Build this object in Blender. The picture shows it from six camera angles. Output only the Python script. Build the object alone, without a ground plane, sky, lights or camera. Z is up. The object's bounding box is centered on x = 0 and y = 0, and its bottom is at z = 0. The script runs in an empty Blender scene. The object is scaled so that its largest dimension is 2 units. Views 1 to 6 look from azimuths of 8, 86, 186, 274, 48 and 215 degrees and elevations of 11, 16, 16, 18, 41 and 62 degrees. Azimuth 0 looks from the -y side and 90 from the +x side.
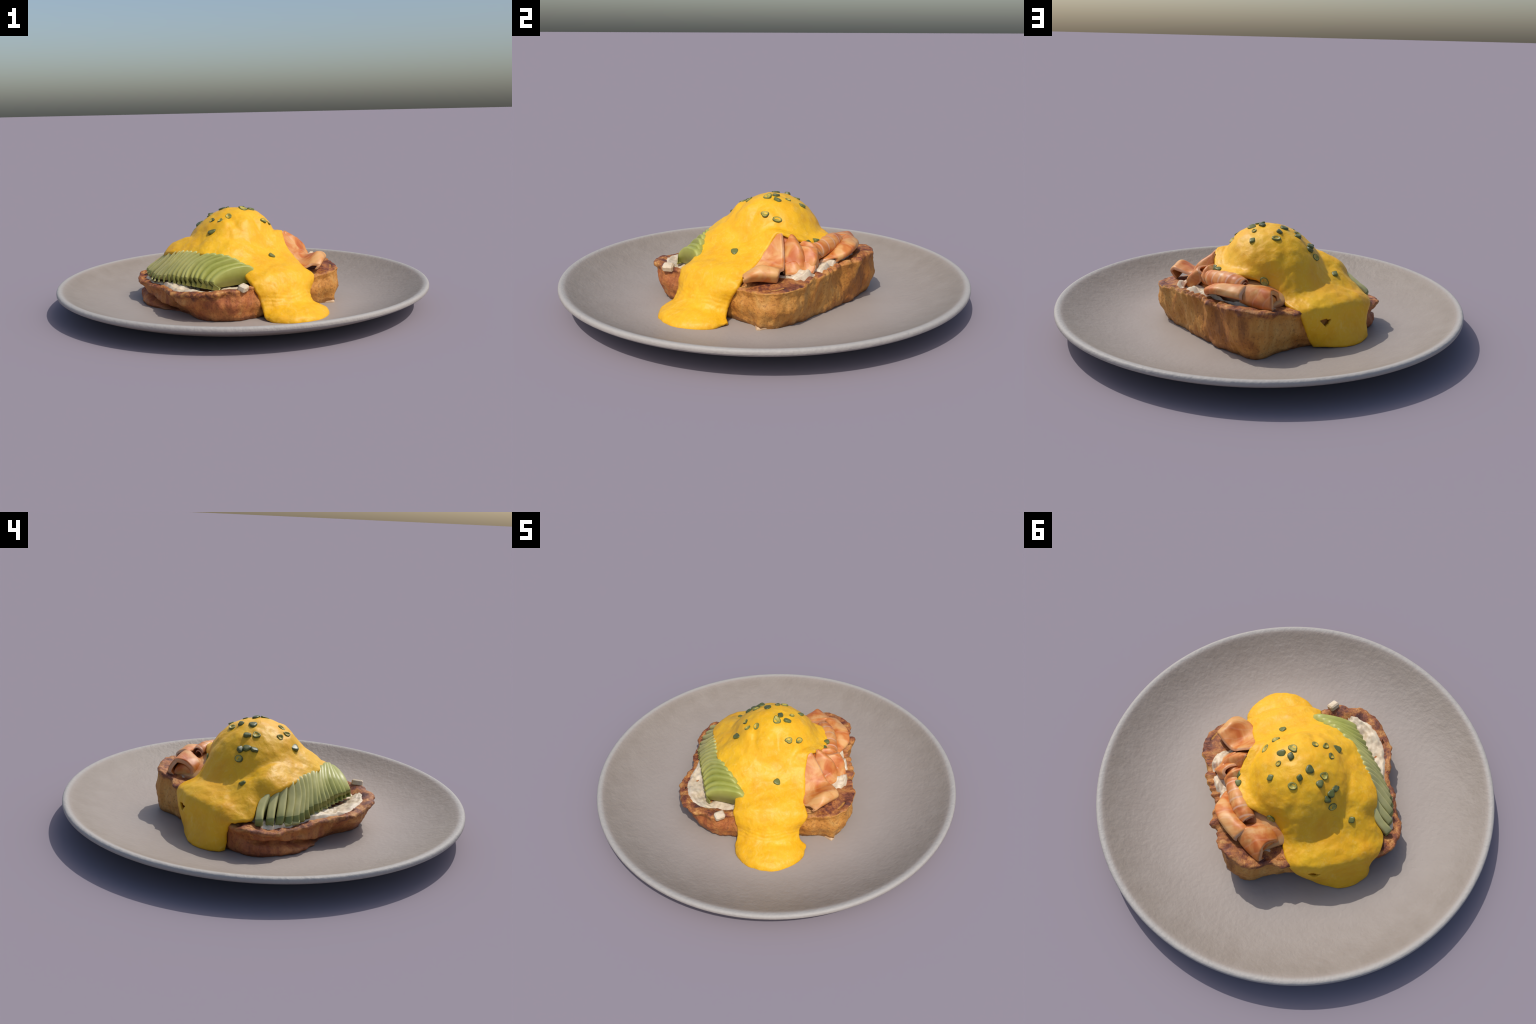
import bpy, bmesh, math, random
import numpy as np
from mathutils import Vector, Matrix, noise, kdtree

random.seed(7)
SPIN = math.radians(45.0)      # the toast lies on the plate turned by 45 degrees

# All food is described in toast coordinates: s = to the right when one looks at the
# front edge of the toast, f = towards that front edge, z = up.  Mesh space is (s, -f, z).


# ------------------------------------------------------------------ helpers
def catmull(P, n, closed=False):
    """Sample a Catmull-Rom spline through the rows of P at n parameters."""
    P = np.asarray(P, float)
    m = len(P)
    t = np.linspace(0, m, n, endpoint=False) if closed else np.linspace(0, m - 1, n)
    i = np.floor(t).astype(int)
    if not closed:
        i = np.minimum(i, m - 2)
    w = (t - i).reshape((-1,) + (1,) * (P.ndim - 1))
    if closed:
        a, b, c, d = (P[(i + k) % m] for k in (-1, 0, 1, 2))
    else:
        E = np.concatenate([[2 * P[0] - P[1]], P, [2 * P[-1] - P[-2]]])
        a, b, c, d = (E[i + k] for k in (0, 1, 2, 3))
    return 0.5 * (2 * b + (c - a) * w + (2 * a - 5 * b + 4 * c - d) * w ** 2 + (3 * b - a - 3 * c + d) * w ** 3)


def net_surface(rows, nu, nv):
    """Smooth surface through a net of control points: rows along u, columns along v."""
    cols = np.stack([catmull(np.asarray(r, float), nv) for r in rows])
    return catmull(cols, nu)


def even_rows(G):
    """Respace the rows of a grid evenly along its mean length."""
    step = np.linalg.norm(np.diff(G, axis=0), axis=2).mean(1)
    L = np.concatenate([[0], np.cumsum(step)])
    t = np.linspace(0, L[-1], len(G))
    out = np.empty_like(G)
    for j in range(G.shape[1]):
        for k in range(3):
            out[:, j, k] = np.interp(t, L, G[:, j, k])
    return out


def grid_normals(G):
    n = np.cross(np.gradient(G, axis=0), np.gradient(G, axis=1))
    n /= np.linalg.norm(n, axis=2, keepdims=True) + 1e-12
    if n[..., 2].mean() < 0:
        n = -n
    return n


def fbm(p, scale, seed=0.0, octaves=3):
    v, a, s = 0.0, 1.0, scale
    for _ in range(octaves):
        v += a * noise.noise(Vector((p[0] * s + seed, p[1] * s - seed, p[2] * s + 2 * seed)))
        a *= 0.5
        s *= 2.05
    return v


def mesh_object(name, verts, faces, parent, mats, smooth=True, face_mats=None):
    me = bpy.data.meshes.new(name)
    me.from_pydata([tuple(map(float, v)) for v in verts], [], faces)
    me.update()
    bm = bmesh.new()
    bm.from_mesh(me)
    bmesh.ops.recalc_face_normals(bm, faces=bm.faces)
    bm.to_mesh(me)
    bm.free()
    me.polygons.foreach_set("use_smooth", [smooth] * len(me.polygons))
    for m in mats:
        me.materials.append(m)
    if face_mats is not None:
        me.polygons.foreach_set("material_index", face_mats)
    o = bpy.data.objects.new(name, me)
    bpy.context.scene.collection.objects.link(o)
    if parent:
        o.parent = parent
    return o


def to_mesh_space(P):
    P = np.array(P, float)
    P[..., 1] *= -1
    return P


def shell(G, thick, edge, edge_drop=None, hole=None):
    """Close a top grid to a solid sheet with rounded borders. Returns verts, faces, border flags."""
    edge_drop = thick * 0.9 if edge_drop is None else edge_drop
    N = grid_normals(G)
    nu, nv = G.shape[:2]
    du = np.linalg.norm(np.diff(G, axis=0), axis=2)
    dv = np.linalg.norm(np.diff(G, axis=1), axis=2)
    cu = np.concatenate([np.zeros((1, nv)), np.cumsum(du, 0)])
    cv = np.concatenate([np.zeros((nu, 1)), np.cumsum(dv, 1)], axis=1)
    d = np.minimum(np.minimum(cu, cu[-1:] - cu), np.minimum(cv, cv[:, -1:] - cv))
    x = np.clip(1 - d / edge, 0, 1)
    drop = edge_drop * (1 - np.sqrt(np.clip(1 - x * x, 0, 1)))
    top = G - N * drop[..., None]
    low = G - N * (thick + 0.0 * drop)[..., None] if np.isscalar(thick) else G - N * thick[..., None]
    verts = np.concatenate([top.reshape(-1, 3), low.reshape(-1, 3)])
    K = nu * nv
    faces, flags = [], []
    for i in range(nu - 1):
        for j in range(nv - 1):
            a, b, c, e = i * nv + j, i * nv + j + 1, (i + 1) * nv + j + 1, (i + 1) * nv + j
            if hole is not None and hole[i, j]:
                continue
            near = min(d[i, j], d[i + 1, j + 1]) < edge * 0.3
            faces.append((a, b, c, e)); flags.append(int(near))
            faces.append((K + e, K + c, K + b, K + a)); flags.append(0)
    if hole is not None:
        for i, j in zip(*np.nonzero(hole)):
            a, b, c, e = i * nv + j, i * nv + j + 1, (i + 1) * nv + j + 1, (i + 1) * nv + j
            for (x, y), (p, q) in (((a, b), (i - 1, j)), ((b, c), (i, j + 1)), ((c, e), (i + 1, j)), ((e, a), (i, j - 1))):
                if not hole[p, q]:
                    faces.append((x, y, K + y, K + x)); flags.append(0)
    ring = [j for j in range(nv)] + [i * nv + nv - 1 for i in range(1, nu)] + \
           [(nu - 1) * nv + j for j in range(nv - 2, -1, -1)] + [i * nv for i in range(nu - 2, 0, -1)]
    for a, b in zip(ring, ring[1:] + ring[:1]):
        faces.append((a, b, K + b, K + a)); flags.append(1)
    return verts, faces, flags, top


# ------------------------------------------------------------------ material helpers
class Nodes:
    def __init__(self, name, rough=0.5, coat=0.0, sss=0.0, sss_radius=(0.02, 0.01, 0.004)):
        self.mat = bpy.data.materials.new(name)
        self.mat.use_nodes = True
        self.t = self.mat.node_tree
        self.bsdf = self.t.nodes["Principled BSDF"]
        self.bsdf.inputs["Roughness"].default_value = rough
        self.bsdf.inputs["Coat Weight"].default_value = coat
        self.bsdf.inputs["Coat Roughness"].default_value = 0.35
        if sss:
            self.bsdf.inputs["Subsurface Weight"].default_value = sss
            self.bsdf.inputs["Subsurface Radius"].default_value = sss_radius
            self.bsdf.inputs["Subsurface Scale"].default_value = 1.0
        self.co = self.new("ShaderNodeTexCoord").outputs["Object"]

    def new(self, kind, **kw):
        n = self.t.nodes.new(kind)
        for k, v in kw.items():
            setattr(n, k, v)
        return n

    def link(self, a, b):
        self.t.links.new(a, b)

    def mapped(self, scale=(1, 1, 1), rot=(0, 0, 0), loc=(0, 0, 0)):
        n = self.new("ShaderNodeMapping")
        n.inputs["Scale"].default_value = scale
        n.inputs["Rotation"].default_value = rot
        n.inputs["Location"].default_value = loc
        self.link(self.co, n.inputs["Vector"])
        return n.outputs["Vector"]

    def noise(self, scale, detail=4, rough=0.55, vec=None, dist=0.0):
        n = self.new("ShaderNodeTexNoise")
        n.inputs["Scale"].default_value = scale
        n.inputs["Detail"].default_value = detail
        n.inputs["Roughness"].default_value = rough
        n.inputs["Distortion"].default_value = dist
        self.link(vec or self.co, n.inputs["Vector"])
        return n.outputs["Fac"]

    def ramp(self, fac, stops):
        n = self.new("ShaderNodeValToRGB")
        e = n.color_ramp.elements
        while len(e) < len(stops):
            e.new(0.5)
        for el, (p, c) in zip(e, stops):
            el.position = p
            el.color = (*c, 1) if len(c) == 3 else c
        self.link(fac, n.inputs["Fac"])
        return n.outputs["Color"]

    def mask(self, fac, lo, hi):
        n = self.new("ShaderNodeMapRange")
        n.inputs["From Min"].default_value = lo
        n.inputs["From Max"].default_value = hi
        self.link(fac, n.inputs["Value"])
        return n.outputs["Result"]

    def mix(self, fac, a, b, blend="MIX"):
        n = self.new("ShaderNodeMix", data_type="RGBA", blend_type=blend)
        for sock, val in ((n.inputs[0], fac), (n.inputs[6], a), (n.inputs[7], b)):
            if isinstance(val, (int, float)):
                sock.default_value = val
            elif isinstance(val, tuple):
                sock.default_value = (*val, 1)
            else:
                self.link(val, sock)
        return n.outputs[2]

    def math(self, op, a, b=0.0):
        n = self.new("ShaderNodeMath", operation=op)
        for sock, val in ((n.inputs[0], a), (n.inputs[1], b)):
            if isinstance(val, (int, float)):
                sock.default_value = val
            else:
                self.link(val, sock)
        return n.outputs[0]

    def axis(self, k, vec=None):
        n = self.new("ShaderNodeSeparateXYZ")
        self.link(vec or self.co, n.inputs[0])
        return n.outputs[k]

    def color(self, c):
        if isinstance(c, tuple):
            self.bsdf.inputs["Base Color"].default_value = (*c, 1)
        else:
            self.link(c, self.bsdf.inputs["Base Color"])

    def bump(self, height, strength=0.3, dist=0.01):
        n = self.new("ShaderNodeBump")
        n.inputs["Strength"].default_value = strength
        n.inputs["Distance"].default_value = dist
        self.link(height, n.inputs["Height"])
        self.link(n.outputs["Normal"], self.bsdf.inputs["Normal"])


# ------------------------------------------------------------------ materials
def plate_material():
    m = Nodes("stoneware_glaze", rough=0.55)
    m.bsdf.inputs["Specular IOR Level"].default_value = 0.3
    r = m.new("ShaderNodeVectorMath", operation="LENGTH")
    flat = m.mapped((1, 1, 0))
    m.link(flat, r.inputs[0])
    radius = r.outputs["Value"]
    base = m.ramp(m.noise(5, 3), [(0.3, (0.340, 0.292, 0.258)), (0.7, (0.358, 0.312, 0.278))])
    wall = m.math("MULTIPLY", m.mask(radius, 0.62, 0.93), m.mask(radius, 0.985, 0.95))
    wall_shade_tint = m.ramp(m.noise(12, 3), [(0.35, (0.250, 0.210, 0.172)), (0.7, (0.285, 0.244, 0.205))])  # browner, darker glaze colour paints in the shade on the inner wall
    c = m.mix(m.math("MULTIPLY", wall, 0.85), base, wall_shade_tint)
    rim = m.math("MULTIPLY", m.mask(radius, 0.964, 0.980), m.mask(radius, 1.003, 0.997))
    c = m.mix(m.math("MULTIPLY", rim, 0.8), c, (0.405, 0.385, 0.355))
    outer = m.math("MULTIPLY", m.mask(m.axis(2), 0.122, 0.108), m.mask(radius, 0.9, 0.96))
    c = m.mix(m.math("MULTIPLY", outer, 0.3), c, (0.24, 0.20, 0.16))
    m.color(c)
    m.bump(m.math("MULTIPLY", m.noise(42, 2), m.mask(radius, 0.35, 0.85)), 0.30, 0.012)
    return m.mat


def bread_material():
    m = Nodes("fried_bread_crust", rough=0.58, coat=0.05)
    z = m.axis(2)
    s = m.axis(0)
    wobble = m.math("MULTIPLY", m.math("SUBTRACT", m.noise(11, 4, 0.65), 0.5), 0.06)
    zz = m.math("ADD", z, wobble)
    # golden side crust, with pale crumb streaks and darker roast
    side = m.ramp(m.noise(7, 7, 0.68, m.mapped((1, 1, 0.4)), 0.5), [(0.29, (0.20, 0.060, 0.010)), (0.42, (0.43, 0.152, 0.022)), (0.54, (0.57, 0.242, 0.040)), (0.70, (0.66, 0.36, 0.10))])
    red = m.ramp(m.noise(8, 7, 0.68, m.mapped((1, 1, 0.4)), 0.5), [(0.31, (0.16, 0.036, 0.012)), (0.46, (0.37, 0.100, 0.026)), (0.58, (0.52, 0.19, 0.045)), (0.72, (0.64, 0.35, 0.12))])
    side = m.mix(m.mask(m.math("ADD", s, m.math("MULTIPLY", wobble, 4.0)), -0.1, -0.3), side, red)
    pits = m.ramp(m.noise(85, 3, 0.6), [(0.30, (0.50, 0.42, 0.38)), (0.46, (1, 1, 1))])
    side = m.mix(0.8, side, pits, "MULTIPLY")
    # toasted top: dark freckles on orange brown; on the pinched right rim they follow the ridges
    stops = [(0.365, (0.105, 0.026, 0.017)), (0.455, (0.25, 0.068, 0.023)), (0.535, (0.46, 0.165, 0.036)), (0.65, (0.63, 0.32, 0.095))]
    plain = m.ramp(m.noise(18, 7, 0.74, dist=0.15), stops)
    striped = m.ramp(m.noise(9, 6, 0.66, m.mapped((0.9, 2.4, 1.0)), 0.1), stops)
    top = m.mix(m.mask(s, 0.33, 0.38), plain, striped)
    top = m.mix(0.55, top, m.ramp(m.noise(75, 4, 0.65), [(0.36, (0.45, 0.36, 0.34)), (0.56, (1, 1, 1))]), "MULTIPLY")
    geo = m.new("ShaderNodeNewGeometry")
    up = m.axis(2, geo.outputs["Normal"])
    height = m.math("ADD", 0.196, m.math("MULTIPLY", s, 0.105))
    above = m.math("SUBTRACT", zz, height)
    topmask = m.math("MAXIMUM", m.mask(above, -0.022, -0.004), m.math("MULTIPLY", m.mask(up, 0.5, 0.75), m.mask(zz, 0.09, 0.12)))
    c = m.mix(topmask, side, top)
    # burnt foot
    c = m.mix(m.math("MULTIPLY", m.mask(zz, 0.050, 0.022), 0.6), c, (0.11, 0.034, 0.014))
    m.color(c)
    m.bump(m.noise(32, 7, 0.70), 0.7, 0.012)
    return m.mat


def crumb_material():
    m = Nodes("pale_crumb", rough=0.7)
    m.color(m.ramp(m.noise(30, 4), [(0.35, (0.46, 0.27, 0.13)), (0.65, (0.62, 0.44, 0.27))]))
    return m.mat


def sauce_material():
    m = Nodes("hollandaise", rough=0.48, coat=0.04, sss=0.06)
    m.bsdf.inputs["Specular IOR Level"].default_value = 0.35
    base = m.ramp(m.noise(7, 4, 0.6, dist=0.4), [(0.30, (0.75, 0.355, 0.006)), (0.5, (0.81, 0.425, 0.008)), (0.72, (0.82, 0.465, 0.014))])
    pale = m.math("MULTIPLY", m.mask(m.noise(17, 6, 0.75, dist=1.5), 0.55, 0.74), 0.45)
    c = m.mix(pale, base, (0.82, 0.58, 0.15))
    flow = m.mask(m.noise(42, 5, 0.7, m.mapped((1.0, 0.55, 0.8), (0, 0, 0.5)), 2.0), 0.50, 0.72)
    c = m.mix(m.math("MULTIPLY", flow, 0.20), c, (0.84, 0.60, 0.17))
    amber = m.mask(m.noise(24, 5, 0.7, dist=1.4), 0.54, 0.70)
    c = m.mix(m.math("MULTIPLY", amber, 0.40), c, (0.72, 0.31, 0.006))
    deep = m.math("MULTIPLY", m.mask(m.noise(4.5, 2), 0.56, 0.72), 0.5)
    c = m.mix(deep, c, (0.77, 0.345, 0.006))
    m.color(c)
    m.bump(m.noise(30, 5, 0.62, dist=1.0), 0.20, 0.010)
    return m.mat


def salmon_material(ringed=False):
    m = Nodes("salmon_roll_flesh" if ringed else "smoked_salmon", rough=0.48, coat=0.08, sss=0.08, sss_radius=(0.02, 0.008, 0.004))
    base = m.ramp(m.noise(9, 4, 0.55, dist=0.6), [(0.37, (0.50, 0.115, 0.014)), (0.48, (0.59, 0.200, 0.042)), (0.61, (0.67, 0.345, 0.115))])
    w = m.new("ShaderNodeTexWave", wave_type="BANDS", bands_direction="Y")
    w.inputs["Scale"].default_value = 6.6 if ringed else 7.0
    w.inputs["Distortion"].default_value = 0.6 if ringed else 3.5
    w.inputs["Detail"].default_value = 2.0
    w.inputs["Detail Scale"].default_value = 1.2
    m.link(m.co, w.inputs["Vector"])
    fat = m.math("MULTIPLY", m.mask(w.outputs["Fac"], 0.86 if ringed else 0.90, 1.0), 0.55 if ringed else 0.14)
    c = m.mix(fat, base, (0.70, 0.45, 0.32))
    m.color(c)
    m.bump(m.noise(40, 3), 0.12, 0.006)
    return m.mat


def salmon_edge_material():
    m = Nodes("salmon_fat_edge", rough=0.4, coat=0.1)
    m.color(m.ramp(m.noise(14, 3), [(0.35, (0.54, 0.22, 0.085)), (0.55, (0.62, 0.33, 0.17)), (0.75, (0.64, 0.42, 0.27))]))
    return m.mat


def avocado_material():
    m = Nodes("avocado_flesh", rough=0.45, coat=0.1, sss=0.08)
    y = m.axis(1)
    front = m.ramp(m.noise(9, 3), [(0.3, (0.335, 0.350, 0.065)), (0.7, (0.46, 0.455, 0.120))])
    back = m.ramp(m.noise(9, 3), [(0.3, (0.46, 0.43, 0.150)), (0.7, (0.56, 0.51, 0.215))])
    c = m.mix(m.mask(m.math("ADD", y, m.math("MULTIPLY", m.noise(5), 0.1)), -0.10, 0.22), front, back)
    m.color(c)
    m.bump(m.noise(28, 3), 0.15, 0.008)
    return m.mat


def avocado_dark_base_material():
    m = Nodes("avocado_dark_base", rough=0.5)
    y = m.axis(1)
    front = m.ramp(m.noise(14, 3), [(0.3, (0.165, 0.160, 0.028)), (0.7, (0.24, 0.24, 0.045))])
    back = m.ramp(m.noise(14, 3), [(0.3, (0.17, 0.20, 0.050)), (0.7, (0.27, 0.29, 0.085))])
    m.color(m.mix(m.mask(y, 0.12, 0.26), front, back))
    return m.mat


def cream_material():
    m = Nodes("cream_cheese", rough=0.5, sss=0.1)
    m.color(m.ramp(m.noise(22, 6, 0.65), [(0.3, (0.50, 0.37, 0.235)), (0.48, (0.65, 0.53, 0.375)), (0.70, (0.77, 0.67, 0.51))]))
    m.bump(m.noise(40, 4), 0.25, 0.006)
    return m.mat


def chive_material():
    m = Nodes("chive_skin", rough=0.4)
    info = m.new("ShaderNodeObjectInfo")
    tint = m.ramp(info.outputs["Random"], [(0.0, (0.036, 0.052, 0.020)), (0.55, (0.085, 0.098, 0.022)), (1.0, (0.16, 0.175, 0.035))])
    m.color(m.mix(m.mask(m.noise(90, 2), 0.35, 0.75), tint, (0.13, 0.15, 0.035)))
    return m.mat


def chive_core_material():
    m = Nodes("chive_core", rough=0.45)
    m.color(m.ramp(m.noise(80, 2), [(0.3, (0.26, 0.24, 0.035)), (0.7, (0.52, 0.42, 0.08))]))
    return m.mat


# ------------------------------------------------------------------ plate
def build_plate():
    inner = [(0.0, 0.017), (0.30, 0.017), (0.52, 0.018), (0.66, 0.027), (0.76, 0.046), (0.84, 0.071), (0.90, 0.097), (0.943, 0.118), (0.964, 0.129), (0.979, 0.134)]
    outer = [(0.989, 0.1345), (0.997, 0.130), (1.0, 0.120), (0.995, 0.110), (0.965, 0.094), (0.90, 0.068), (0.84, 0.0478), (0.77, 0.029), (0.69, 0.012), (0.62, 0.003), (0.59, 0.0), (0.55, 0.0), (0.53, 0.006), (0.3, 0.006), (0.0, 0.006)]
    prof = catmull(inner + outer, 150)
    prof[:, 1] = np.maximum(prof[:, 1], 0)
    prof = prof[(prof[:, 0] > 0.004)]
    n = 256
    verts, faces = [], []
    for r, z in prof:
        for k in range(n):
            a = 2 * math.pi * k / n
            verts.append((r * math.cos(a), r * math.sin(a), z))
    m = len(prof)
    for i in range(m - 1):
        for k in range(n):
            k2 = (k + 1) % n
            faces.append((i * n + k, i * n + k2, (i + 1) * n + k2, (i + 1) * n + k))
    for i, z in ((0, 0.017), (m - 1, 0.006)):
        verts.append((0, 0, z))
        c = len(verts) - 1
        for k in range(n):
            faces.append((c, i * n + k, i * n + (k + 1) % n))
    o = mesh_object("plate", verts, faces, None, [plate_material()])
    o["label"] = "round shallow grey stoneware plate with pale rim"
    o["category"] = "plate"
    return o


# ------------------------------------------------------------------ toast
CENTRE = (-0.04, -0.03)
RIM = [(.410, .30, .200), (.368, .362, .194), (.30, .388, .190), (.176, .386, .180), (0, .385, .188), (-.21, .375, .183), (-.316, .390, .180), (-.37, .362, .181),
       (-.44, .335, .178), (-.50, .235, .167), (-.528, .12, .153), (-.500, .01, .147), (-.468, -.09, .142), (-.478, -.15, .140), (-.452, -.25, .137),
       (-.468, -.32, .140), (-.43, -.398, .150), (-.388, -.450, .164), (-.335, -.458, .152), (-.25, -.470, .166), (-.05, -.488, .196), (.12, -.458, .208), (.212, -.437, .220),
       (.30, -.44, .236), (.40, -.36, .252), (.435, -.29, .252), (.425, -.22, .240), (.446, -.175, .244), (.417, -.10, .234), (.42, 0, .228),
       (.43, .08, .225), (.413, .16, .218), (.43, .23, .208)]
MIDDLE = [(.415, .27, .10), (.402, .335, .10), (.36, .390, .10), (.30, .405, .10), (.14, .390, .10), (-.2, .395, .10), (-.33, .392, .10), (-.405, .338, .10),
          (-.457, .245, .10), (-.507, .14, .095), (-.464, .02, .09), (-.455, -.1, .085), (-.445, -.2, .085), (-.445, -.3, .09), (-.40, -.40, .095), (-.25, -.455, .11),
          (-.05, -.485, .12), (.12, -.445, .11), (.23, -.435, .12), (.345, -.432, .12), (.410, -.345, .12), (.407, -.2, .12), (.404, 0, .115), (.408, .15, .11)]
FOOT = [(.378, .29, .02), (.362, .338, .02), (.334, .374, .02), (.306, .392, .02), (.25, .374, .02), (.14, .372, .02), (0, .378, .02), (-.2, .378, .02), (-.29, .368, .02),
        (-.35, .335, .02), (-.40, .285, .02), (-.432, .20, .02), (-.424, .1, .02), (-.428, .0, .02), (-.468, -.11, .02), (-.482, -.2, .02), (-.452, -.31, .02), (-.37, -.41, .02),
        (-.25, -.445, .02), (-.1, -.455, .02), (.08, -.42, .02), (.2, -.408, .02), (.318, -.422, .02), (.36, -.378, .02), (.380, -.25, .02), (.388, -.1, .02), (.388, .1, .02), (.385, .22, .02)]


def polar(points, n):
    P = catmull(points, 900, closed=True)
    a = np.arctan2(P[:, 1] - CENTRE[1], P[:, 0] - CENTRE[0])
    r = np.hypot(P[:, 0] - CENTRE[0], P[:, 1] - CENTRE[1])
    o = np.argsort(a)
    g = np.linspace(-math.pi, math.pi, n, endpoint=False)
    return np.interp(g, a[o], r[o], period=2 * math.pi), np.interp(g, a[o], P[o, 2], period=2 * math.pi)


def bread_height(s, f):
    return 0.196 + 0.105 * s - 0.022 * f - 0.010


def build_bread(root):
    n = 420
    ang = np.linspace(-math.pi, math.pi, n, endpoint=False)
    rt, zt = polar(RIM, n)
    rm, zm = polar(MIDDLE, n)
    rf, zf = polar(FOOT, n)
    ca, sa = np.cos(ang), np.sin(ang)
    # crimped right edge: pinched ridges running across the rim
    right = np.clip((CENTRE[0] + rt * ca - 0.36) / 0.05, 0, 1) * np.clip((0.30 - np.abs(CENTRE[1] + rt * sa + 0.02)) / 0.08, 0, 1)
    fpos = CENTRE[1] + rt * sa
    ridge = np.array([math.sin(2 * math.pi * (f / 0.047 + 0.35 * math.sin(f * 21))) for f in fpos])
    left_back = np.clip((-0.30 - CENTRE[0] - rt * ca) / 0.08, 0, 1) * np.clip((0.03 - fpos) / 0.08, 0, 1) * np.clip((fpos + 0.46) / 0.06, 0, 1)
    rings = []
    rings.append((rf * 0.0 + 0.02, zf))
    rings.append((rf * 0.6, zf))
    rings.append((rf - 0.012, zf - 0.004))
    low = catmull(np.stack([np.stack([rf - 0.004, zf], 1), np.stack([rf + 0.006, zf + 0.016], 1), np.stack([rf * .78 + rm * .22 + 0.006, zf * .55 + zm * .45], 1),
                            np.stack([rm, zm], 1), np.stack([rm * .35 + rt * .65 - 0.006, zm * .35 + zt * .65 - 0.008], 1), np.stack([rt - 0.002, zt - 0.018], 1),
                            np.stack([rt, zt - 0.006], 1), np.stack([rt - 0.010, zt + 0.001], 1), np.stack([rt - 0.030, zt + 0.001], 1)]), 46)
    for k in range(len(low)):
        r, z = low[k, :, 0].copy(), low[k, :, 1].copy()
        w = np.clip((k - 20) / 18, 0, 1)
        # a deep groove parts the upper crust from a ledge on the left back side
        gz = 0.020 + np.clip((0.05 - fpos) / 0.45, 0, 1) * 0.070
        r -= left_back * 0.055 * np.exp(-((z - gz) / 0.0095) ** 2)
        r += 0.0070 * ridge * right * w
        z += 0.0065 * ridge * right * w ** 3
        rings.append((r, z))
    r0, z0 = rings[-1]
    for q in np.linspace(0, 1, 26)[1:]:
        r = r0 * (1 - q) + 0.01 * q
        s, f = CENTRE[0] + r * ca, CENTRE[1] + r * sa
        t = min(1, q * 6.0)
        t = t * t * (3 - 2 * t)
        rings.append((r, z0 * (1 - t) + bread_height(s, f) * t))
    verts = []
    for k, (r, z) in enumerate(rings):
        for i in range(n):
            s, f, h = CENTRE[0] + r[i] * ca[i], CENTRE[1] + r[i] * sa[i], z[i]
            if k > 2:
                wall = 1.0 if k < 48 else 0.25
                d = (0.014 * fbm((s, f, h * 0.35), 7, 3.1, 2) + 0.011 * fbm((s, f, h * 0.4), 20, 8.0, 3) + 0.003 * fbm((s, f, h), 60, 1.0, 2)) * wall
                s += d * ca[i]
                f += d * sa[i]
                h += 0.0065 * fbm((s, f, 0.2), 20, 5.0, 4) * (1 if k > 40 else 0.3)
            verts.append((s, -f, max(h, 0.0155)))
    faces = []
    for k in range(len(rings) - 1):
        for i in range(n):
            j = (i + 1) % n
            faces.append((k * n + i, k * n + j, (k + 1) * n + j, (k + 1) * n + i))
    for k in (0, len(rings) - 1):
        verts.append((CENTRE[0], -CENTRE[1], rings[k][1].mean()))
        c = len(verts) - 1
        for i in range(n):
            faces.append((c, k * n + i, k * n + (i + 1) % n))
    bread = mesh_object("bread_slice", verts, faces, root, [bread_material()])
    bread["top_from"] = 44 * n
    # a torn flake of crumb at the front corner
    tip = net_surface([[(.26, .37, .018), (.30, .365, .045), (.34, .34, .020)], [(.285, .392, .018), (.307, .385, .036), (.33, .365, .018)],
                       [(.302, .404, .018), (.309, .404, .021), (.316, .398, .018)]], 12, 12)
    v, fcs, fl, _ = shell(tip, 0.006, 0.004)
    mesh_object("crumb_flake", to_mesh_space(v), fcs, root, [crumb_material()])
    return bread


# ------------------------------------------------------------------ sauce over the egg
EGG = dict(s=0.013, f=-0.051, right=0.234, left=0.262, front=0.206, back=0.282, turn=-0.368, base=0.331, h=0.187, power=0.737, square=2.183)


def egg_dome(s, f):
    """Lopsided dome of the coated egg; below its belly it runs out in a steep skirt."""
    e = EGG
    x = (s - e["s"]) * math.cos(e["turn"]) + (f - e["f"]) * math.sin(e["turn"])
    y = -(s - e["s"]) * math.sin(e["turn"]) + (f - e["f"]) * math.cos(e["turn"])
    r = np.hypot(x / np.where(x > 0, e["right"], e["left"]), y / np.where(y > 0, e["front"], e["back"]))
    z = lambda q: e["base"] + e["h"] * np.clip(1 - q ** e["square"], 0, 1) ** e["power"]
    return np.where(r < 0.95, z(r), z(0.95) - 0.50 * (r - 0.95))


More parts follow.
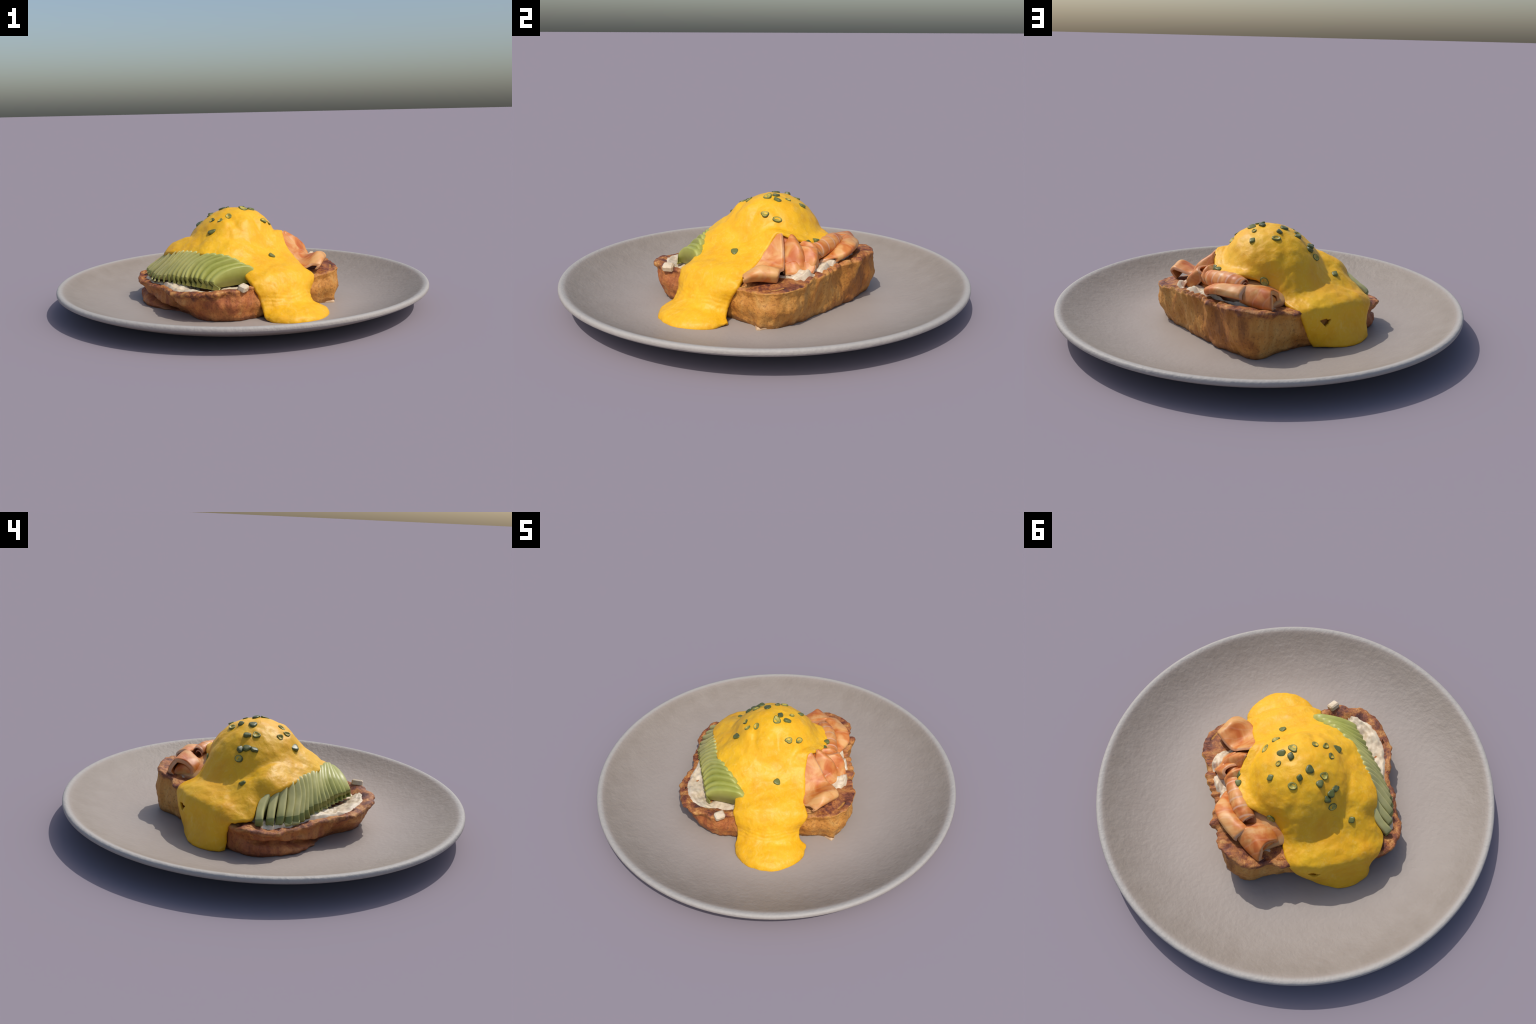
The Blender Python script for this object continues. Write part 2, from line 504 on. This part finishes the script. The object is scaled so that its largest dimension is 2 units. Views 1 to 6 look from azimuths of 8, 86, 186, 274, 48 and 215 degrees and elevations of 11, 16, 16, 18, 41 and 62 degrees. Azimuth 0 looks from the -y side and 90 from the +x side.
def sauce_stations():
    """Cross-sections of the poured sauce from the tip of the front tongue to the back drip."""
    st = []
    # front tongue lying on the plate
    st.append([(-.195, .455, .016), (-.197, .515, .016), (-.160, .572, .016), (-.105, .607, .016), (-.034, .630, .016), (.045, .616, .016), (.110, .580, .016), (.158, .525, .016), (.165, .460, .016)])
    st.append([(-.207, .450, .030), (-.190, .510, .042), (-.150, .558, .045), (-.100, .590, .046), (-.034, .610, .047), (.040, .596, .046), (.100, .562, .045), (.150, .510, .042), (.176, .452, .030)])
    st.append([(-.208, .442, .040), (-.165, .490, .063), (-.120, .528, .067), (-.080, .550, .068), (-.030, .560, .069), (.030, .552, .068), (.080, .528, .067), (.125, .485, .062), (.172, .440, .038)])
    # crease where the fall meets the tongue
    st.append([(-.200, .428, .060), (-.160, .452, .078), (-.115, .475, .084), (-.070, .487, .086), (-.030, .490, .087), (.020, .487, .086), (.065, .475, .084), (.105, .450, .078), (.145, .422, .056)])
    st.append([(-.198, .408, .105), (-.150, .432, .118), (-.110, .446, .124), (-.070, .454, .127), (-.030, .456, .128), (.020, .454, .127), (.060, .447, .124), (.105, .430, .118), (.142, .402, .100)])
    st.append([(-.210, .388, .155), (-.165, .412, .168), (-.120, .424, .174), (-.070, .430, .178), (-.020, .432, .179), (.030, .430, .178), (.080, .424, .174), (.125, .412, .170), (.170, .400, .160)])
    # edge of the toast
    st.append([(-.220, .360, .196), (-.170, .378, .214), (-.120, .386, .222), (-.070, .390, .226), (-.020, .391, .228), (.030, .390, .228), (.080, .388, .222), (.130, .386, .212), (.180, .382, .196)])
    st.append([(-.212, .305, .212), (-.178, .312, .240), (-.120, .322, .248), (-.070, .325, .255), (-.020, .326, .258), (.030, .326, .257), (.080, .325, .252), (.130, .325, .240), (.168, .325, .225)])
    st.append([(-.200, .245, .268), (-.165, .245, .278), (-.120, .245, .284), (-.070, .245, .285), (-.020, .243, .284), (.030, .242, .282), (.080, .242, .280), (.130, .242, .277), (.168, .243, .270)])
    st.append([(-.268, .170, .292), (-.220, .175, .324), (-.160, .178, .345), (-.090, .180, .345), (-.020, .180, .328), (.030, .178, .326), (.080, .176, .328), (.130, .174, .330), (.170, .172, .326)])
    st.append([(-.290, .110, .300), (-.240, .110, .346), (-.180, .112, .380), (-.100, .115, .392), (-.020, .118, .372), (.040, .118, .368), (.100, .116, .386), (.150, .115, .394), (.192, .114, .393)])
    st.append([(-.312, .045, .306), (-.262, .045, .362), (-.200, .045, .396), (-.120, .045, .39), (-.030, .045, .36), (.050, .045, .36), (.130, .045, .385), (.200, .045, .382), (.252, .046, .352)])
    st.append([(-.330, -.035, .302), (-.280, -.035, .355), (-.220, -.035, .390), (-.140, -.035, .38), (-.050, -.035, .36), (.050, -.035, .36), (.150, -.035, .362), (.230, -.035, .354), (.288, -.025, .337)])
    st.append([(-.342, -.110, .296), (-.295, -.110, .345), (-.230, -.110, .376), (-.150, -.110, .365), (-.050, -.110, .355), (.050, -.110, .355), (.150, -.110, .358), (.230, -.110, .356), (.294, -.105, .338)])
    st.append([(-.350, -.190, .288), (-.305, -.190, .338), (-.240, -.190, .362), (-.160, -.190, .350), (-.060, -.190, .340), (.030, -.190, .340), (.120, -.190, .345), (.200, -.190, .350), (.254, -.190, .340)])
    st.append([(-.338, -.262, .266), (-.298, -.258, .325), (-.240, -.258, .336), (-.170, -.260, .330), (-.080, -.265, .320), (.000, -.265, .322), (.060, -.262, .318), (.110, -.258, .304), (.155, -.250, .282)])
    st.append([(-.330, -.325, .228), (-.290, -.318, .272), (-.240, -.318, .298), (-.170, -.325, .292), (-.090, -.330, .286), (-.010, -.335, .288), (.050, -.330, .284), (.100, -.322, .264), (.139, -.315, .238)])
    st.append([(-.360, -.378, .182), (-.310, -.385, .222), (-.250, -.385, .246), (-.180, -.382, .260), (-.100, -.385, .266), (-.020, -.390, .266), (.040, -.390, .254), (.095, -.385, .240), (.138, -.378, .222)])
    st.append([(-.335, -.440, .180), (-.295, -.448, .208), (-.245, -.452, .226), (-.180, -.455, .236), (-.100, -.455, .240), (-.020, -.458, .240), (.040, -.455, .234), (.090, -.448, .224), (.131, -.435, .210)])
    # over the back edge and down
    st.append([(-.310, -.472, .164), (-.278, -.485, .184), (-.230, -.490, .202), (-.175, -.492, .210), (-.110, -.494, .214), (-.040, -.496, .214), (.020, -.490, .210), (.072, -.480, .200), (.122, -.458, .182)])
    st.append([(-.288, -.470, .110), (-.265, -.490, .128), (-.225, -.500, .140), (-.170, -.504, .146), (-.110, -.506, .148), (-.050, -.507, .148), (.010, -.500, .146), (.058, -.485, .138), (.100, -.460, .120)])
    st.append([(-.285, -.462, .055), (-.268, -.492, .066), (-.230, -.515, .074), (-.170, -.524, .078), (-.110, -.522, .080), (-.055, -.514, .080), (-.005, -.500, .078), (.035, -.480, .070), (.070, -.455, .058)])
    st.append([(-.272, -.455, .016), (-.268, -.490, .020), (-.238, -.523, .022), (-.180, -.550, .022), (-.110, -.549, .022), (-.058, -.530, .022), (-.012, -.506, .022), (.018, -.480, .020), (.040, -.450, .016)])
    for row in st:        # the lip hangs a little over the avocado
        s, f, z = row[0]
        if -0.30 < f < 0.26 and z > 0.25:
            row[0] = (s - 0.012, f, z + 0.008)
    return st


def smooth_max(a, b, k):
    h = np.clip(0.5 + 0.5 * (a - b) / k, 0, 1)
    return b + (a - b) * h + k * h * (1 - h)


LUMPS = [  # s, f, radius s, radius f, height : bulges and hollows of the coating
    (0.080, 0.078, 0.038, 0.032, 0.013),
    (-0.035, 0.092, 0.034, 0.026, 0.013),
    (0.024, 0.092, 0.016, 0.034, -0.010),
    (-0.100, 0.060, 0.020, 0.040, -0.008),
    (-0.150, 0.030, 0.030, 0.028, 0.011),
    (-0.100, 0.250, 0.050, 0.040, 0.008),
    (0.000, 0.300, 0.060, 0.030, -0.006),
    (0.090, -0.290, 0.050, 0.030, -0.012),
    (-0.200, -0.270, 0.040, 0.030, -0.010),
]


def build_sauce(root):
    G = even_rows(net_surface(sauce_stations(), 330, 150))
    s, f = G[..., 0], G[..., 1]
    dome = egg_dome(s, f)
    rim = np.minimum(np.linalg.norm(G[..., :2] - G[:, :1, :2], axis=2), np.linalg.norm(G[..., :2] - G[:, -1:, :2], axis=2))
    inside = np.clip((0.40 - np.abs(f + 0.05)) / 0.06, 0, 1) * np.clip(rim / 0.055, 0, 1) ** 0.7
    G[..., 2] += (smooth_max(G[..., 2], dome, 0.030) - G[..., 2]) * inside
    for ls, lf, ra, rb, h in LUMPS:
        G[..., 2] += h * np.exp(-((s - ls) / ra) ** 2 - ((f - lf) / rb) ** 2)
    N = grid_normals(G)
    for i in range(G.shape[0]):
        for j in range(G.shape[1]):
            p = G[i, j]
            d = 0.0058 * fbm(p, 11, 1.7, 2) + 0.0018 * fbm(p, 30, 4.0, 3)
            # stretched wrinkles where the fall piles up at the front
            wr = math.exp(-((p[2] - 0.105) / 0.035) ** 2) * (1 if p[1] > 0.35 else 0)
            d += 0.0008 * wr * math.sin(p[2] * 330 + 18 * p[0] + 8 * noise.noise(Vector(p * 9)))
            G[i, j] = p + N[i, j] * d
    G[..., 2] = np.maximum(G[..., 2], 0.0165)
    # a small three-cornered gap in the back fall shows the bread
    mid = (G[:-1, :-1] + G[1:, 1:]) / 2
    wide = np.clip((mid[..., 2] - 0.130) / 0.036, 0, 1) ** 0.8 * 0.030
    hole = (mid[..., 1] < -0.46) & (mid[..., 2] > 0.128) & (mid[..., 2] < 0.166) & (np.abs(mid[..., 0] - 0.010) < wide)
    v, faces, fl, top = shell(G, 0.016, 0.014, 0.011, hole)
    v[:, 2] = np.maximum(v[:, 2], 0.0162)
    o = mesh_object("hollandaise_sauce", to_mesh_space(v), faces, root, [sauce_material()])
    return o, top


def build_egg(root):
    bm = bmesh.new()
    bmesh.ops.create_uvsphere(bm, u_segments=40, v_segments=24, radius=1.0)
    for v in bm.verts:
        v.co = Vector((EGG["s"] + v.co.x * 0.19, -EGG["f"] + v.co.y * 0.21, 0.31 + v.co.z * 0.15))
    me = bpy.data.meshes.new("poached_egg")
    bm.to_mesh(me)
    bm.free()
    me.polygons.foreach_set("use_smooth", [True] * len(me.polygons))
    m = Nodes("egg_white", rough=0.4)
    m.color((0.75, 0.70, 0.58))
    me.materials.append(m.mat)
    o = bpy.data.objects.new("poached_egg", me)
    bpy.context.scene.collection.objects.link(o)
    o.parent = root


# ------------------------------------------------------------------ avocado fan
def build_avocado(root):
    flesh, dark_base = avocado_material(), avocado_dark_base_material()
    count = 17
    low = catmull([(-.348, .246, .174), (-.385, .100, .166), (-.420, -.040, .160), (-.450, -.200, .145), (-.386, -.368, .160)], count)
    out = catmull([(-.366, .218, .210), (-.396, .080, .210), (-.420, -.055, .205), (-.438, -.190, .186), (-.384, -.365, .200)], count)
    mid = catmull([(-.296, .240, .262), (-.346, .085, .276), (-.376, -.030, .269), (-.390, -.135, .255), (-.346, -.322, .245)], count)
    up = catmull([(-.190, .276, .278), (-.262, .150, .322), (-.318, .010, .322), (-.338, -.110, .312), (-.315, -.255, .290)], count)
    holder = bpy.data.objects.new("avocado_fan", None)
    bpy.context.scene.collection.objects.link(holder)
    holder.parent = root
    for i in range(count):
        slide = random.uniform(-0.007, 0.007) if 0 < i < count - 1 else 0.0
        hidden = up[i] + (up[i] - mid[i]) * np.array([0.35, 0.35, 0]) + np.array([0, 0, -0.016])
        jig = np.array([random.uniform(-.004, .004), random.uniform(-.003, .003), random.uniform(-.004, .004)])
        arc = catmull([low[i], out[i] + jig, mid[i] + jig, up[i] + jig * .5, hidden], 26)
        along = (hidden - low[i]) * np.array([1, 1, 0])
        along /= np.linalg.norm(along)
        side = np.array([along[1], -along[0], 0.0])      # across the slice, towards the front
        if side[1] < 0:
            side = -side
        base = arc.copy()
        base[:, 2] = np.linspace(0.160, 0.19, len(arc))
        base[:, :2] = low[i][:2] + (arc[:, :2] - low[i][:2]) * 0.96 + along[:2] * 0.003
        half = 0.0186 if i else 0.024
        step = random.uniform(-0.006, 0.004)
        ws = [-1.0, -0.97, -0.86, -0.6, -0.2, 0.25, 0.62, 0.86, 0.97, 1.0]
        cen = arc.mean(0)
        cen[2] = 0.18
        verts, faces, fm = [], [], []
        nrow = len(arc)
        for w in ws:
            inset = 0.013 * (1 - max(0.0, 1 - abs(w) ** (3.4 + 4.0 * i / count)) ** 0.5)
            tilt = 0.004 * w + step            # faces lean: the front edge of each slice sits lower
            for q in range(nrow):
                d = cen - arc[q]
                d /= np.linalg.norm(d)
                p = arc[q] + d * inset + side * (half * w + slide) + np.array([0, 0, tilt])
                wob = 0.0022 * fbm(p, 16, i * 1.3, 2)
                verts.append(p + d * wob)
            for q in range(nrow):
                verts.append(base[q] + side * (half * w * 0.96 + slide))
        m = 2 * nrow
        loop = list(range(nrow)) + list(range(2 * nrow - 1, nrow - 1, -1))
        for a in range(len(ws) - 1):
            for x in range(m):
                y = (x + 1) % m
                faces.append((a * m + loop[x], a * m + loop[y], (a + 1) * m + loop[y], (a + 1) * m + loop[x]))
                fm.append(1 if loop[x] < 6 and loop[y] < nrow else 0)
        for a in (0, len(ws) - 1):
            for q in range(nrow - 1):
                faces.append((a * m + q, a * m + q + 1, a * m + nrow + q + 1, a * m + nrow + q))
                fm.append(0)
        mesh_object("avocado_slice", to_mesh_space(verts), faces, holder, [flesh, dark_base], face_mats=fm)


# ------------------------------------------------------------------ smoked salmon folds
def build_salmon(root):
    flesh, fat = salmon_material(), salmon_edge_material()
    holder = bpy.data.objects.new("smoked_salmon", None)
    bpy.context.scene.collection.objects.link(holder)
    holder.parent = root

    def sheet(rows, thick=0.014, nu=46, nv=40, edge=0.012, seed=0.0):
        G = net_surface(rows, nu, nv)
        N = grid_normals(G)
        for i in range(nu):
            for j in range(nv):
                G[i, j] += N[i, j] * (0.0045 * fbm(G[i, j], 12, seed, 2))
        v, fcs, fl, _ = shell(G, thick, edge)
        return mesh_object("salmon_slice", to_mesh_space(v), fcs, holder, [flesh, fat], face_mats=fl)

    # front slice: rises into the arch under the sauce, curls over at the front
    sheet([[(.130, .130, .365), (.165, .120, .385), (.197, .110, .394)],
           [(.140, .200, .300), (.195, .172, .312), (.243, .150, .328)],
           [(.145, .270, .250), (.215, .235, .255), (.286, .194, .264)],
           [(.150, .330, .228), (.225, .290, .268), (.318, .240, .270)],
           [(.180, .362, .242), (.255, .325, .288), (.337, .278, .276)],
           [(.212, .392, .230), (.262, .368, .258), (.346, .298, .250)],
           [(.205, .380, .200), (.250, .350, .210), (.325, .285, .205)]], 0.014, seed=1.0)
    # steep orange fold behind it
    sheet([[(.190, .120, .330), (.235, .160, .275), (.270, .190, .225)],
           [(.212, .104, .345), (.255, .150, .286), (.292, .178, .232)],
           [(.228, .076, .384), (.303, .112, .330), (.335, .140, .252)],
           [(.245, .050, .352), (.318, .078, .296), (.352, .112, .232)],
           [(.250, .030, .310), (.315, .055, .260), (.345, .090, .212)]], 0.015, seed=2.0)
    # back wall of the hollow under the arch
    sheet([[(.155, .130, .362), (.188, .092, .374), (.208, .050, .362)],
           [(.180, .122, .330), (.218, .088, .345), (.245, .046, .335)],
           [(.200, .120, .290), (.240, .090, .305), (.275, .052, .298)]], 0.010, seed=2.6)
    # small pointed fold
    sheet([[(.255, .070, .330), (.290, .098, .298), (.318, .138, .240)],
           [(.325, .058, .338), (.346, .088, .290), (.352, .122, .236)],
           [(.348, .030, .326), (.379, .074, .284), (.380, .100, .234)],
           [(.335, .000, .300), (.362, .030, .250), (.370, .060, .212)]], 0.014, seed=3.0)
    # ruffled skirt of the two folds, reaching down to the cream
    sheet([[(.262, .172, .268), (.300, .138, .282), (.335, .108, .278), (.372, .072, .282)],
           [(.280, .186, .240), (.322, .158, .252), (.350, .120, .246), (.388, .092, .256)],
           [(.290, .200, .222), (.338, .168, .228), (.362, .135, .222), (.392, .105, .232)]], 0.010, seed=4.0)
    # small ruffle between the folds and the roll
    sheet([[(.240, .050, .322), (.290, .045, .318), (.340, .030, .285)],
           [(.255, .025, .345), (.305, .020, .342), (.352, .010, .298)],
           [(.260, -.005, .326), (.310, -.012, .318), (.350, -.020, .280)]], 0.011, seed=4.6)
    # ribbed roll lying along the right side
    centre = catmull([(.282, .075, .280), (.300, .010, .283), (.300, -.080, .296), (.288, -.160, .302), (.268, -.225, .296)], 60)
    rad = np.interp(np.linspace(0, 1, 60), [0, .3, .8, 1], [.034, .041, .043, .036])
    turns = np.linspace(0.3, 0.3 + 2 * math.pi * 1.45, 90)
    G = np.zeros((60, 90, 3))
    T = np.gradient(centre, axis=0)
    for i in range(60):
        t = T[i] / np.linalg.norm(T[i])
        side = np.cross(t, (0, 0, 1)); side /= np.linalg.norm(side)
        up = np.cross(side, t)
        rib = 1 + 0.085 * abs(math.sin(i / 60 * math.pi * 6.3)) + 0.02 * math.sin(i * 0.21)
        for j, a in enumerate(turns):
            shrink = 1 - 0.55 * max(0, (a - 0.3) / (2 * math.pi) - 0.45)
            r = rad[i] * rib * shrink
            G[i, j] = centre[i] + side * (r * math.cos(a)) + up * (r * math.sin(a))
    v, fcs, fl, _ = shell(G, 0.006, 0.005)
    mesh_object("salmon_roll", to_mesh_space(v), fcs, holder, [salmon_material(True), fat], face_mats=fl)
    # broad fold with a free edge towards the rim
    sheet([[(.325, -.010, .252), (.320, -.110, .276), (.312, -.195, .300), (.272, -.275, .320)],
           [(.365, -.040, .260), (.365, -.110, .292), (.350, -.190, .318), (.305, -.290, .322)],
           [(.385, -.070, .254), (.411, -.124, .288), (.400, -.200, .308), (.342, -.305, .300)],
           [(.378, -.075, .230), (.412, -.130, .262), (.404, -.210, .276), (.352, -.312, .272)]], 0.013, seed=5.0)
    # flat strip between the rolls
    sheet([[(.320, -.215, .275), (.270, -.215, .268), (.200, -.225, .262), (.120, -.250, .255)],
           [(.318, -.250, .300), (.270, -.250, .296), (.205, -.255, .288), (.130, -.272, .268)],
           [(.315, -.285, .285), (.265, -.285, .280), (.200, -.290, .275), (.130, -.300, .250)]], 0.014, seed=6.0)
    # a flat slice under the folds, so that no bread shows between them
    sheet([[(.10, .16, .310), (.20, .15, .290), (.30, .15, .236)], [(.10, .06, .325), (.22, .07, .318), (.33, .10, .240)], [(.10, -.10, .300), (.24, -.10, .300), (.345, -.08, .238)],
           [(.10, -.20, .305), (.23, -.20, .300), (.335, -.20, .250)], [(.09, -.30, .268), (.18, -.30, .268), (.30, -.30, .250)],
           [(.10, -.35, .225), (.17, -.36, .225), (.25, -.37, .225)]], 0.02, seed=9.0)
    # inner turn of the back roll
    sheet([[(.315, -.285, .240), (.300, -.275, .285), (.250, -.272, .290), (.195, -.280, .265), (.180, -.285, .230)],
           [(.255, -.385, .212), (.250, -.375, .262), (.215, -.352, .276), (.172, -.335, .255), (.155, -.330, .220)],
           [(.240, -.385, .190), (.230, -.370, .215), (.205, -.350, .220), (.180, -.335, .210), (.165, -.325, .195)]], 0.012, seed=8.0)
    # half-open roll at the back, filled by an inner turn
    sheet([[(.340, -.275, .245), (.345, -.285, .280), (.312, -.268, .318), (.255, -.262, .316), (.185, -.270, .292), (.160, -.280, .250)],
           [(.300, -.340, .225), (.310, -.345, .262), (.277, -.322, .312), (.228, -.308, .312), (.168, -.310, .285), (.148, -.312, .240)],
           [(.240, -.405, .205), (.258, -.420, .245), (.238, -.392, .303), (.205, -.360, .300), (.158, -.345, .274), (.140, -.340, .228)]], 0.022, nu=46, nv=54, seed=7.0)


# ------------------------------------------------------------------ cream cheese
def build_cream(root, bread):
    mat = cream_material()
    first = bread["top_from"]
    tree = kdtree.KDTree(len(bread.data.vertices) - first)
    for v in bread.data.vertices[first:]:
        tree.insert((v.co.x, v.co.y, 0), v.index)
    tree.balance()

    def ground(s, f):
        near = tree.find_n((s, -f, 0), 14)
        w = [1 / (d + 0.006) for _, _, d in near]
        return sum(a * bread.data.vertices[i].co.z for a, (_, i, _) in zip(w, near)) / sum(w)

    def blob_sheet(name, rows, lift, seed, nu=90, nv=60):
        """Uneven smear lying on the bread; it thins out to nothing along a ragged border."""
        G = net_surface([[(a, b, 0) for a, b in r] for r in rows], nu, nv)
        verts, faces = [], []
        U, Vv = np.linspace(-1, 1, nu), np.linspace(-1, 1, nv)
        for i in range(nu):
            for j in range(nv):
                s, f, _ = G[i, j]
                e = 1 - max(abs(U[i]) ** 3, abs(Vv[j]) ** 3)
                rag = fbm((s, f, seed), 13, seed, 4)
                h = min(1.0, e * 2.2) * lift * (0.75 + 0.9 * fbm((s, f, 0), 18, seed + 4, 3)) + min(0.0, (e - 0.50)) * 0.026 + 0.020 * min(0.25, rag) + 0.001
                verts.append((s, -f, ground(s, f) + h))
        for i in range(nu - 1):
            for j in range(nv - 1):
                a = i * nv + j
                faces.append((a, a + 1, a + nv + 1, a + nv))
        K = len(verts)
        verts += [(x, y, z - 0.022) for x, y, z in verts]
        faces += [(K + d, K + c, K + b, K + a) for a, b, c, d in list(faces)]
        ring = [j for j in range(nv)] + [i * nv + nv - 1 for i in range(1, nu)] + \
               [(nu - 1) * nv + j for j in range(nv - 2, -1, -1)] + [i * nv for i in range(nu - 2, 0, -1)]
        for a, b in zip(ring, ring[1:] + ring[:1]):
            faces.append((a, b, K + b, K + a))
        mesh_object(name, verts, faces, root, [mat])

    blob_sheet("cream_cheese_smear", [[(-.38, .32), (-.30, .335), (-.18, .33)], [(-.470, .22), (-.34, .22), (-.18, .24)], [(-.490, .08), (-.36, .07), (-.25, .06)],
                                     [(-.452, -.08), (-.38, -.09), (-.28, -.10)], [(-.440, -.25), (-.38, -.26), (-.28, -.28)], [(-.42, -.36), (-.34, -.38), (-.28, -.38)]], 0.012, 2.3)
    blob_sheet("cream_cheese_smear", [[(.26, .24), (.30, .245), (.345, .22)], [(.27, .16), (.33, .16), (.392, .16)], [(.27, .06), (.34, .06), (.402, .06)], [(.27, -.04), (.34, -.04), (.392, -.03)],
                                     [(.27, -.13), (.34, -.13), (.375, -.12)], [(.20, -.28), (.30, -.27), (.36, -.24)], [(.14, -.38), (.2, -.385), (.28, -.34)]], 0.018, 6.1)
    # a loose cube of cream cheese on the front edge
    bm = bmesh.new()
    bmesh.ops.create_cube(bm, size=1.0)
    bmesh.ops.scale(bm, vec=(0.054, 0.042, 0.034), verts=bm.verts)
    bmesh.ops.bevel(bm, geom=bm.edges[:], offset=0.007, segments=1, affect="EDGES")
    bmesh.ops.rotate(bm, cent=(0, 0, 0), matrix=Matrix.Rotation(0.5, 3, "Z") @ Matrix.Rotation(0.35, 3, "X"), verts=bm.verts)
    bmesh.ops.translate(bm, vec=(-.284, -.383, .186), verts=bm.verts)
    me = bpy.data.meshes.new("cream_cheese_cube")
    bm.to_mesh(me)
    bm.free()
    me.polygons.foreach_set("use_smooth", [False] * len(me.polygons))
    me.materials.append(mat)
    o = bpy.data.objects.new("cream_cheese_cube", me)
    bpy.context.scene.collection.objects.link(o)
    o.parent = root


# ------------------------------------------------------------------ chives
def chive_mesh(name, r_out, r_in, height, lobes, seed, mats, hollow=True):
    rnd = random.Random(seed)
    n = 22
    shape = [1 + 0.10 * math.sin(lobes * 2 * math.pi * k / n + seed) + rnd.uniform(-0.03, 0.03) for k in range(n)]
    squash = rnd.uniform(0.72, 0.9)
    prof = [(r_out * .9, -height / 2, 0), (r_out, -height * .3, 0), (r_out, height * .3, 0), (r_out * .93, height / 2, 0), ((r_out + r_in) / 2, height * .52, 1), (r_in, height * .42, 1), (r_in * .9, height * .1, 1)]
    if not hollow:
        prof = prof[:4] + [(r_out * .6, height * .56, 0), (r_out * .2, height * .58, 0)]
    verts, faces, fm = [], [], []
    for r, z, _ in prof:
        for k in range(n):
            a = 2 * math.pi * k / n
            verts.append((r * shape[k] * math.cos(a), squash * r * shape[k] * math.sin(a), z))
    for i in range(len(prof) - 1):
        for k in range(n):
            k2 = (k + 1) % n
            faces.append((i * n + k, i * n + k2, (i + 1) * n + k2, (i + 1) * n + k))
            fm.append(0 if i < 4 else 1)
    faces.append(tuple(range(n))); fm.append(0)
    faces.append(tuple(range((len(prof) - 1) * n, len(prof) * n))); fm.append(1)
    o = mesh_object(name, verts, faces, None, mats, face_mats=fm)
    me = o.data
    bpy.data.objects.remove(o)
    return me


CHIVES = [  # s, f, kind (r ring, c chopped bit), size, turn
    (.016, .233, "c", 1.15, .6), (.078, .089, "r", 1.1, 1.3), (.132, .060, "r", 1.15, 1.2), (.014, -.007, "r", 1.45, .3), (.068, -.018, "c", 1.2, .2), (.034, -.048, "c", 1.1, .9),
    (.092, -.062, "r", .8, 0), (.142, -.111, "c", 1.1, .4), (-.095, .008, "r", 1.1, 0), (-.146, .003, "r", 1.0, .7), (-.202, .002, "c", 1.5, 2.2), (-.159, -.056, "r", 1.0, 1),
    (-.040, -.124, "c", 1.25, 2.1), (-.102, -.156, "r", 1.25, .4), (-.073, -.190, "c", 1.1, 1.6), (.015, -.159, "c", 1.0, .2), (.053, -.179, "r", 1.2, .9), (-.144, -.204, "c", 1.15, 1.2),
    (-.122, -.228, "c", 1.15, 1.8), (-.098, -.247, "c", 1.2, .4), (-.118, -.275, "r", 1.2, 1.1), (-.205, -.317, "c", 1.05, 2.5), (.177, -.262, "r", 1.2, .5), (.272, .006, "c", 1.1, 1.4), (.286, -.041, "c", 1.0, 1.2)]


def build_chives(root, sauce_top):
    skin, core = chive_material(), chive_core_material()
    rings = [chive_mesh("chive_ring", 0.0175, 0.0112, 0.011, lb, sd, [skin, core]) for lb, sd in ((2, 1.0), (3, 2.0))]
    bits = [chive_mesh("chive_bit", 0.0165, 0.0012, 0.016, lb, sd, [skin, skin], False) for lb, sd in ((3, 5.0), (4, 9.0))]
    N = grid_normals(sauce_top).reshape(-1, 3)
    P = sauce_top.reshape(-1, 3)
    holder = bpy.data.objects.new("chopped_chives", None)
    bpy.context.scene.collection.objects.link(holder)
    holder.parent = root
    for k, (s, f, kind, size, turn) in enumerate(CHIVES):
        i = int(np.argmin((P[:, 0] - s) ** 2 + (P[:, 1] - f) ** 2))
        p, nrm = to_mesh_space(P[i]), Vector(to_mesh_space(N[i]))
        nrm = (nrm + Vector((random.uniform(-.2, .2), random.uniform(-.2, .2), 0.1))).normalized()
        me = (rings if kind == "r" else bits)[k % 2]
        o = bpy.data.objects.new(me.name.split(".")[0], me)
        q = nrm.to_track_quat("Z", "X").to_matrix().to_4x4()
        tip = Matrix.Rotation(random.uniform(-.25, .25) if kind == "r" else random.uniform(.15, .6), 4, "X")
        sc = Matrix.Diagonal((size * random.uniform(.92, 1.08), size * random.uniform(.92, 1.08), random.uniform(.85, 1.1), 1))
        o.matrix_world = Matrix.Translation(Vector(p) - nrm * 0.0005) @ q @ Matrix.Rotation(turn, 4, "Z") @ tip @ sc
        bpy.context.scene.collection.objects.link(o)
        o.parent = holder


# ------------------------------------------------------------------ assemble
build_plate()
toast = bpy.data.objects.new("loaded_toast", None)
bpy.context.scene.collection.objects.link(toast)
toast.rotation_euler = (0, 0, SPIN)
toast["label"] = "thick toast with avocado, smoked salmon, egg and yellow hollandaise"
toast["category"] = "toast"
bread = build_bread(toast)
build_cream(toast, bread)
build_avocado(toast)
build_salmon(toast)
build_egg(toast)
_, sauce_top = build_sauce(toast)
build_chives(toast, sauce_top)
